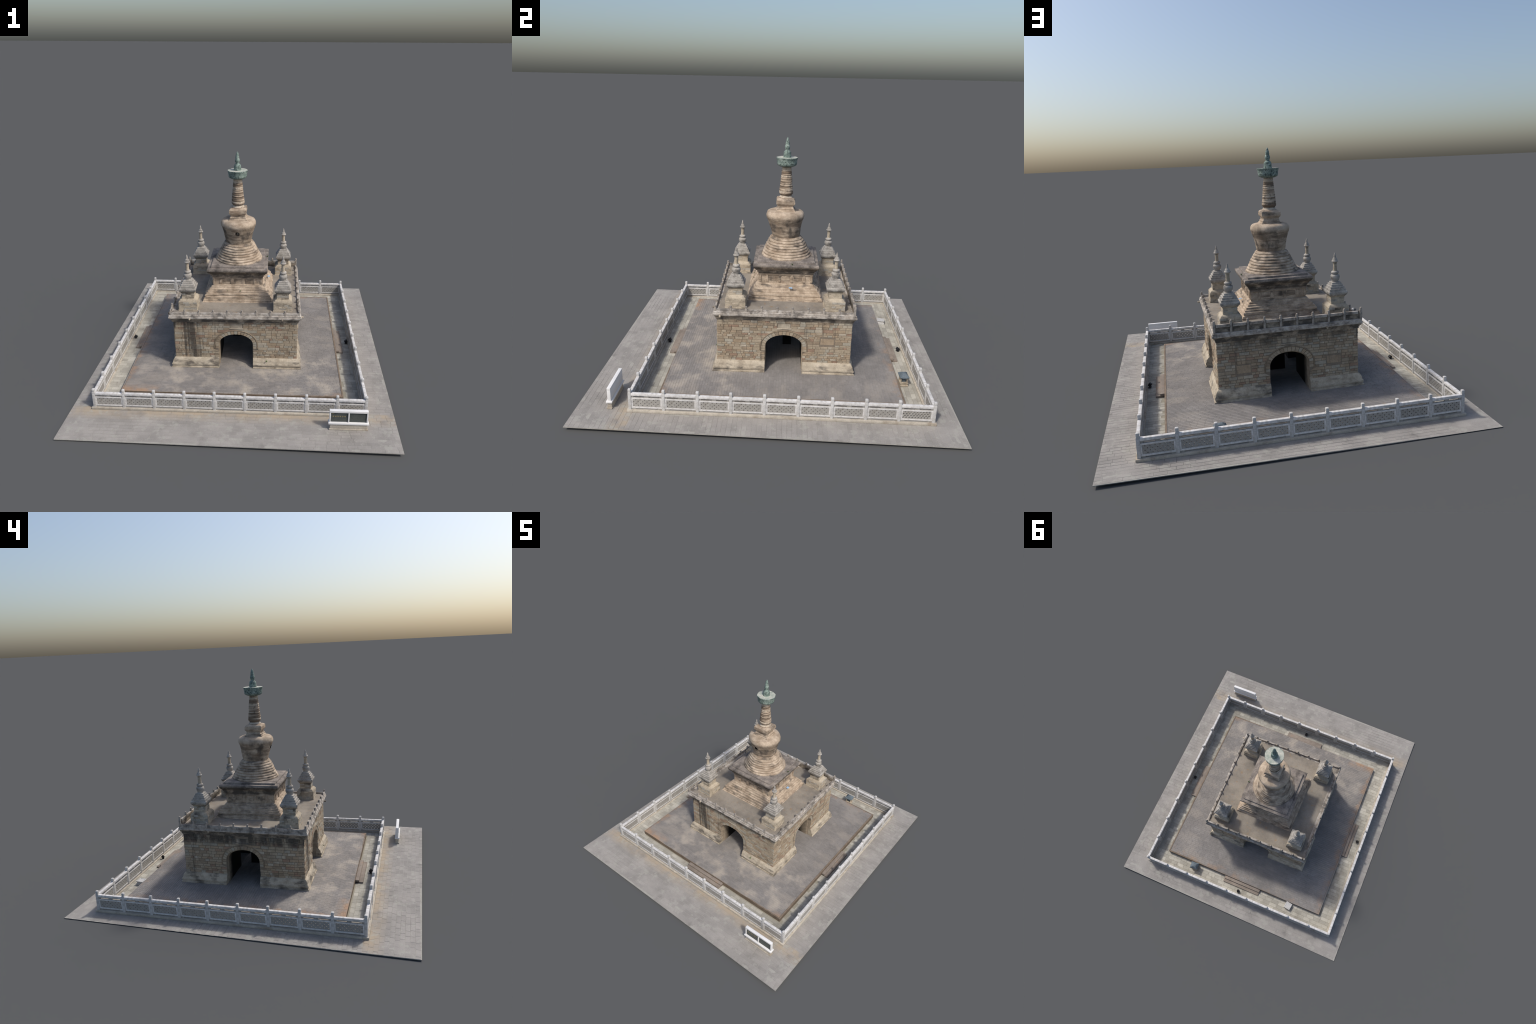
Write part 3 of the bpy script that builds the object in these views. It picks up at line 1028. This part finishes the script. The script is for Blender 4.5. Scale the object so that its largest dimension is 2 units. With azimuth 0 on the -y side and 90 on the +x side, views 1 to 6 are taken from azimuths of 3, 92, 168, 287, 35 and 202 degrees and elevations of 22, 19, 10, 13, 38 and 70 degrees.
rings = [0.6385, 0.653, 0.667, 0.682, 0.697, 0.712, 0.727, 0.742, 0.756]
lv = [(0.156, 0.6365), (0.153, 0.640)]
for a, b in zip(rings, rings[1:]):
    h = b - a
    lv += [(prof_r(a) - 0.0005, a), (prof_r(a) + 0.0015, a + h * 0.18), (prof_r(a + h * 0.4) + 0.0030, a + h * 0.50), (prof_r(a + h * 0.7) + 0.0018, a + h * 0.78), (prof_r(b) - 0.0012, b - h * 0.06)]
lv.append((0.0800, 0.757))
soup = Soup()
soup.loft(lv, "round", 120, cen=lean, amp=0.0028, nsc=26, step=0.0035, seed=21)
part(soup.obj("ringed_bell", [M["warm"]], None, 60))

# vase (swelling body)
soup = Soup()
soup.loft([(0.0790, 0.750), (0.0820, 0.758), (0.0845, 0.770), (0.0895, 0.795), (0.0950, 0.820), (0.1005, 0.840), (0.1055, 0.856), (0.1095, 0.866), (0.1125, 0.876), (0.1125, 0.886), (0.1100, 0.895),
           (0.1045, 0.9025), (0.0960, 0.9075), (0.0840, 0.9105), (0.0650, 0.9120), (0.0300, 0.9125)], "round", 120, cen=lean, amp=0.0024, nsc=22, step=0.005, seed=31)
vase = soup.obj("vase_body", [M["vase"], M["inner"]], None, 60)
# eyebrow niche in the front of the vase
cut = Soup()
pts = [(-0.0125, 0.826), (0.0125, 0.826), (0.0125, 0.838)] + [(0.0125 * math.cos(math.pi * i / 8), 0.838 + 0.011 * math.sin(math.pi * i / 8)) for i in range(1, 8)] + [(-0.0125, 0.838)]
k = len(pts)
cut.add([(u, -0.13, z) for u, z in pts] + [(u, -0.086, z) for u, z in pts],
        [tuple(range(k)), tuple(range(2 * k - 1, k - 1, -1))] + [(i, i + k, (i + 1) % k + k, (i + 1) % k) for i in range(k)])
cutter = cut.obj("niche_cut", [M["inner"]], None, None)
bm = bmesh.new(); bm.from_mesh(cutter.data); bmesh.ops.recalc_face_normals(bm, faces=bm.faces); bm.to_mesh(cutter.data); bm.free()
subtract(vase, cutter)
resmooth(vase, 60)
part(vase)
s = Soup()
cy = lean(0.83)[1]
s.loft([(0.004, 0.8265), (0.010, 0.828), (0.009, 0.834), (0.004, 0.838)], "round", 16)
s.v = [(x, y * 0.7 - 0.0915 + cy + 0.012, z) for x, y, z in s.v]
s.obj("niche_figure", [M["warm"]], vase, 50)

# square neck block
soup = Soup()
soup.loft([(0.040, 0.906), (0.0575, 0.908), (0.0560, 0.9170), (0.0510, 0.9190), (0.0505, 0.9270), (0.0460, 0.9300), (0.0445, 0.9410), (0.0480, 0.9470), (0.0530, 0.9520), (0.0545, 0.9590),
           (0.0540, 0.9750), (0.0500, 0.9815), (0.0430, 0.9850), (0.030, 0.9870)], "square", 64, cen=lean, amp=0.0024, nsc=36, step=0.004, seed=37)
part(soup.obj("neck_block", [M["warm"]], None, 50))

# ringed spire
lv = [(0.030, 0.978), (0.0415, 0.984), (0.0385, 0.992), (0.0335, 0.998), (0.0330, 1.004), (0.0390, 1.008), (0.0410, 1.015), (0.0405, 1.024)]
z = 1.024
n = 11
for i in range(n):
    h = (1.163 - z) / (n - i) * (rng.uniform(0.75, 1.25) if i < n - 1 else 1)
    r = 0.0392 - (0.0392 - 0.0268) * i / (n - 1)
    lv += [(r - 0.0009, z + h * 0.06), (r + 0.0004, z + h * 0.25), (r + 0.0005, z + h * 0.75), (r - 0.0006, z + h * 0.96)]
    z += h
lv += [(0.0255, 1.166), (0.0250, 1.176)]
soup = Soup()
soup.loft(lv, "round", 64, cen=lean, amp=0.0012, nsc=40, step=0.004, seed=43)
part(soup.obj("ringed_spire", [M["spire"]], None, 50))

# bronze canopy and finial
soup = Soup()
soup.loft([(0.022, 1.166), (0.0280, 1.1665), (0.0430, 1.1705), (0.0535, 1.1765), (0.0565, 1.1830), (0.0575, 1.1980), (0.0590, 1.2090), (0.0618, 1.2165), (0.0620, 1.2200), (0.0605, 1.2210)],
          "round", 80, cen=lean, amp=0.0010, nsc=60, step=0.003, seed=47, wave=(8, 0.012), cap=False)
soup.loft([(0.0606, 1.2209), (0.0590, 1.2205), (0.0400, 1.2190), (0.0200, 1.2205)], "round", 80, cen=lean, amp=0.0006, nsc=60, step=0.004, seed=48, wave=(8, 0.012), mi=1, cap=False)
canopy = part(soup.obj("bronze_canopy", [M["bronze"], M["canopy_top"]], None, 40))
soup = Soup()
soup.loft([(0.0238, 1.216), (0.0232, 1.230), (0.0222, 1.242), (0.0212, 1.250), (0.0185, 1.2560), (0.0120, 1.2600), (0.0110, 1.2660), (0.0135, 1.2700), (0.0150, 1.2780), (0.0146, 1.2850),
           (0.0120, 1.2920), (0.0105, 1.2960), (0.0118, 1.2990), (0.0108, 1.3040), (0.0096, 1.3070), (0.0104, 1.3100), (0.0088, 1.3160), (0.0078, 1.3180), (0.0070, 1.3230), (0.0040, 1.3300), (0.0008, 1.3350)],
          "round", 32, cen=lean, amp=0.0004, nsc=60, step=0.003, seed=51)
part(soup.obj("bronze_finial", [M["bronze"]], None, 50))


# ------------------------------------------------------------------ corner stupas
def corner_stupa(x, y, tip, seed):
    k = (tip - 0.415) / (0.764 - 0.415)
    Z = lambda z: 0.415 + (z - 0.415) * k
    turn = rng.uniform(-0.03, 0.03)
    s = Soup()
    s.loft([(0.0450, Z(0.411)), (0.0595, Z(0.411)), (0.0590, Z(0.4230)), (0.0565, Z(0.4260)), (0.0560, Z(0.4740)), (0.0540, Z(0.4775)), (0.0480, Z(0.4850)), (0.0420, Z(0.4895)), (0.0375, Z(0.4905)),
            (0.0370, Z(0.5270)), (0.0410, Z(0.5300)), (0.0420, Z(0.5345))], "square", 48, amp=0.0010, nsc=40, step=0.004, seed=seed)
    base = s.obj("corner_stupa", [M["plinth"]], None, 45)
    base.parent = root
    base.location = (BC[0] + x * math.cos(BROT) - y * math.sin(BROT), BC[1] + x * math.sin(BROT) + y * math.cos(BROT), 0)
    base.rotation_euler = (0, 0, BROT + turn)
    # coursed blocks of the pedestal and shaft
    m = Soup()
    for side in range(4):
        for h0, h1, half, proud in ((0.426, 0.438, 0.0562, 0.0012), (0.438, 0.450, 0.0562, 0.0012), (0.450, 0.462, 0.0562, 0.0012), (0.462, 0.475, 0.0562, 0.0012), (0.4915, 0.503, 0.0370, 0.001), (0.503, 0.515, 0.0370, 0.001), (0.515, 0.5265, 0.0370, 0.001)):
            u = -half
            while u < half - 0.001:
                w = rng.uniform(0.020, 0.040)
                u1 = min(half, u + w)
                if half - u1 < 0.010:
                    u1 = half
                v, f = block(side, u + 0.0003, u1 - 0.0003, u + 0.0003, u1 - 0.0003, Z(h0) + 0.0002, Z(h1) - 0.0002, half - 0.004, half + proud + rng.uniform(-0.0004, 0.0006), 0.0006, 0.0003)
                m.add(v, f, rng.choice((0, 0, 1, 2)))
                u = u1
    m.obj("pedestal_masonry", [M["plinth"], M["pier_a"], M["pier_b"]], base, None, True)
    s = Soup()
    s.loft([(0.0380, Z(0.5330)), (0.0455, Z(0.5370)), (0.0500, Z(0.5445)), (0.0515, Z(0.5490)), (0.0512, Z(0.5580)), (0.0500, Z(0.5600)), (0.0455, Z(0.5605)), (0.0450, Z(0.5720)), (0.0390, Z(0.5725)),
            (0.0385, Z(0.5840)), (0.0325, Z(0.5845)), (0.0320, Z(0.5955)), (0.0265, Z(0.5960)), (0.0255, Z(0.6050)), (0.0150, Z(0.6070))], "square", 64, amp=0.0009, nsc=45, step=0.003, seed=seed + 3)
    s.obj("stepped_roof", [M["grey"]], base, 45)
    s = Soup()
    s.loft([(0.0150, Z(0.6040)), (0.0180, Z(0.6055)), (0.0182, Z(0.6110)), (0.0215, Z(0.6190)), (0.0245, Z(0.6270)), (0.0252, Z(0.6340)), (0.0240, Z(0.6405)), (0.0200, Z(0.6445)), (0.0165, Z(0.6465)), (0.0165, Z(0.6490)),
            (0.0198, Z(0.6515)), (0.0207, Z(0.6565)), (0.0198, Z(0.6615)), (0.0155, Z(0.6645)), (0.0115, Z(0.6660))], "round", 40, amp=0.0004, nsc=50, step=0.003, seed=seed + 6)
    s.obj("small_vase", [M["grey"]], base, 50)
    s = Soup()
    s.loft([(0.0118, Z(0.6640)), (0.0110, Z(0.6700)), (0.0104, Z(0.6800)), (0.0102, Z(0.6980)), (0.0108, Z(0.7090)), (0.0122, Z(0.7160))], "round", 24, amp=0.0006, nsc=60, step=0.004, seed=seed + 8)
    s.obj("small_spire", [M["plinth"]], base, 50)
    s = Soup()
    s.loft([(0.0100, Z(0.7130)), (0.0172, Z(0.7165)), (0.0182, Z(0.7190)), (0.0170, Z(0.7215)), (0.0145, Z(0.7235)), (0.0140, Z(0.7285)), (0.0112, Z(0.7345)), (0.0080, Z(0.7385)), (0.0066, Z(0.7425)),
            (0.0064, Z(0.7480)), (0.0052, Z(0.7540)), (0.0036, Z(0.7600)), (0.0012, Z(0.7650))], "round", 24, amp=0.0006, nsc=60, step=0.003, seed=seed + 9)
    s.obj("small_finial", [M["grey"]], base, 50)
    return base


corner_stupa(-0.2946, -0.2894, 0.764, 61)
corner_stupa(0.2876, -0.2800, 0.757, 71)
corner_stupa(0.2930, 0.2785, 0.745, 81)
corner_stupa(-0.2906, 0.2790, 0.761, 91)


# ------------------------------------------------------------------ weeds and litter
def tuft(x, y, z, r, n, parent):
    s = Soup()
    for i in range(n):
        a, t = rng.uniform(0, 6.28), rng.uniform(0.3, 1.0)
        d = Vector((math.cos(a), math.sin(a), 0))
        q = Vector((-d.y, d.x, 0))
        p0 = Vector((x, y, z)) + d * r * 0.1
        p1 = p0 + d * r * 0.5 * t + Vector((0, 0, r * 0.8))
        p2 = p0 + d * r * t + Vector((0, 0, r * rng.uniform(0.5, 1.2)))
        w = r * 0.22
        s.add([p0 - q * w * 0.4, p0 + q * w * 0.4, p1 + q * w, p1 - q * w, p2], [(0, 1, 2, 3), (3, 2, 4)])
    s.obj("weed_tuft", [M["leaf"]], parent, None, True)


tuft(-0.112, -0.398, 0.047, 0.009, 16, core)
tuft(0.285, -0.318, 0.415, 0.010, 18, cornice)
tuft(0.335, -0.330, 0.415, 0.008, 14, cornice)
tuft(0.192, -0.404, 0.095, 0.008, 14, core)
tuft(-0.06, -0.196, 0.482, 0.005, 10, sumeru)
tuft(0.02, -0.196, 0.482, 0.005, 10, sumeru)
tuft(0.185, 0.035, 0.627, 0.008, 14, sumeru)
tuft(0.318, 0.384, 0.095, 0.008, 12, core)
s = Soup()
vs = [(0.188 + 0.008 * (i % 3), 0.02 + 0.010 * (i // 3), 0.487 + rng.uniform(0.001, 0.006)) for i in range(9)]
s.add(vs, [(0, 1, 4, 3), (1, 2, 5, 4), (3, 4, 7, 6), (4, 5, 8, 7)])
s.add([(x, y, z - 0.0012) for x, y, z in vs], [(3, 4, 1, 0), (4, 5, 2, 1), (6, 7, 4, 3), (7, 8, 5, 4)])
s.obj("litter_scrap", [M["litter"]], sumeru, 60)

# ------------------------------------------------------------------ separate things standing about
def thing(name, label, category, loc, rot=0.0):
    e = bpy.data.objects.new(name, None)
    COL.objects.link(e)
    e.matrix_world = SITE @ Matrix.Translation(loc) @ Matrix.Rotation(rot, 4, "Z")
    e["label"], e["category"] = label, category
    return e


# information board on the plaza
board = thing("information_board", "white marble frame with two dark engraved panels", "sign", (0.639, -0.8205, 0.0004), math.radians(0.2))
s = Soup()
s.box((-0.1040, -0.0150, 0.0), (0.1055, 0.0130, 0.0080), 0, 0.002)
s.box((-0.0985, -0.0115, 0.006), (0.0995, 0.0105, 0.0380), 0, 0.002)
s.obj("board_base", [M["curb"]], board, 30)
s = Soup()
s.box((-0.1085, -0.0165, 0.0370), (0.1090, 0.0160, 0.0475), 0, 0.0025)
s.obj("board_sill", [M["frame"]], board, 30)
s = Soup()
s.box((-0.1035, -0.0095, 0.1085), (0.1030, 0.0095, 0.1215), 0, 0.0018)
for u in (-0.1000, 0.0, 0.0995):
    s.box((u - 0.0035, -0.0088, 0.0470), (u + 0.0035, 0.0088, 0.1090), 0, 0.001)
s.box((-0.097, 0.0030, 0.0470), (0.0965, 0.0084, 0.1090), 0, 0.0005)
s.obj("board_frame", [M["frame"]], board, 30)
for a, b in ((-0.0965, -0.0035), (0.0035, 0.0960)):
    s = Soup()
    s.box((a, -0.0035, 0.0472), (b, 0.0028, 0.1083), 0, 0.0004)
    pan = s.obj("engraved_panel", [M["slate"]], board, None)
    t = Soup()
    if a < 0:
        for i in range(6):                     # a line of six illegible gilt characters
            x0 = -0.0865 + i * 0.0125
            for j in range(3):
                t.box((x0, -0.0041, 0.0795 + j * 0.0028), (x0 + 0.0080, -0.0036, 0.0805 + j * 0.0028), 0)
            for j in range(2):
                xx = x0 + 0.0018 + j * 0.0035
                t.box((xx, -0.00415, 0.0785), (xx + 0.001, -0.00365, 0.0870), 0)
        for i in range(2):
            t.box((-0.089 + i * 0.006, -0.0041, 0.098), (-0.085 + i * 0.006, -0.0036, 0.103), 0)
        rows = [0.053, 0.058, 0.063]
    else:
        rows = [0.053 + 0.0065 * i for i in range(8)]
    for z0 in rows:
        x0 = a + 0.006
        while x0 < b - 0.008:
            w = rng.uniform(0.002, 0.005)
            t.box((x0, -0.0040, z0), (x0 + w, -0.0036, z0 + 0.0022), 1)
            x0 += w + 0.0018
    t.obj("engraved_writing", [M["gold"], M["faint"]], pan, None, True)

# little stone incense shrine with a tiled hipped roof
shrine = thing("incense_shrine", "small stone shrine with blue grey hipped roof", "shrine", (0.386, 0.757, STRIP_Z), math.radians(4))
s = Soup()
s.loft([(0.020, 0.0), (0.0245, 0.0), (0.0240, 0.006), (0.0205, 0.008), (0.0205, 0.014), (0.0235, 0.017), (0.0235, 0.022), (0.018, 0.023)], "square", 24, amp=0.0006, nsc=60, step=0.004)
s.obj("shrine_pedestal", [M["plinth"]], shrine, 40)
s = Soup()
for sx in (-1, 1):
    for sy in (-1, 1):
        s.box((sx * 0.0175 - 0.0025, sy * 0.0175 - 0.0025, 0.021), (sx * 0.0175 + 0.0025, sy * 0.0175 + 0.0025, 0.054), 0, 0.0006)
s.box((-0.012, -0.012, 0.021), (0.012, 0.012, 0.040), 1, 0.002)
s.obj("shrine_posts", [M["plinth"], M["tile"]], shrine, 40)
s = Soup()
s.loft([(0.015, 0.052), (0.0300, 0.0525), (0.0310, 0.0555), (0.0290, 0.0580), (0.0230, 0.0650), (0.0170, 0.0710), (0.0120, 0.0745), (0.004, 0.0760)], "square", 40, amp=0.0008, nsc=60, step=0.003)
s.v = [(x, y * 0.86, z + 0.004 * (max(abs(x), abs(y)) / 0.031) ** 2 * (min(abs(x), abs(y)) / 0.031) ** 2) for x, y, z in s.v]
s.obj("shrine_roof", [M["tile"]], shrine, 40)

# granite block by the platform edge
blk = thing("granite_block", "pale granite block with sunk square top", "stone block", (-0.424, 0.7545, STRIP_Z), math.radians(-8))
s = Soup()
s.loft([(0.022, 0.0), (0.0265, 0.0), (0.0255, 0.012), (0.0215, 0.016), (0.0215, 0.022), (0.0250, 0.0245), (0.0250, 0.0285), (0.0175, 0.0290), (0.0165, 0.0275), (0.004, 0.0275)], "square", 24, amp=0.0005, nsc=60, step=0.004)
s.obj("block_body", [M["drum"]], blk, 35)

# floodlights on short brackets; the front one is invented
for i, (x, y, a) in enumerate(((-0.013, 0.801, 0.4), (0.719, 0.066, 1.4), (-0.757, 0.060, -1.3), (-0.015, -0.672, 3.0))):
    lamp = thing("floodlight", "small black ground floodlight on a bracket", "lamp", (x, y, STRIP_Z), a)
    s = Soup()
    s.box((-0.010, -0.008, 0.0), (0.010, 0.008, 0.003), 0, 0.0008)
    s.box((-0.0105, -0.002, 0.002), (-0.0085, 0.002, 0.015), 0)
    s.box((0.0085, -0.002, 0.002), (0.0105, 0.002, 0.015), 0)
    s.obj("lamp_bracket", [M["black"]], lamp, 30)
    s = Soup()
    s.loft([(0.004, -0.010), (0.0075, -0.008), (0.0085, 0.004), (0.0092, 0.009), (0.0080, 0.0095)], "square", 16)
    s.v = [(x, y * 0.75 + z * 0.66, 0.0155 + z * 0.75 - y * 0.66) for x, y, z in s.v]
    s.obj("lamp_head", [M["black"]], lamp, 30)
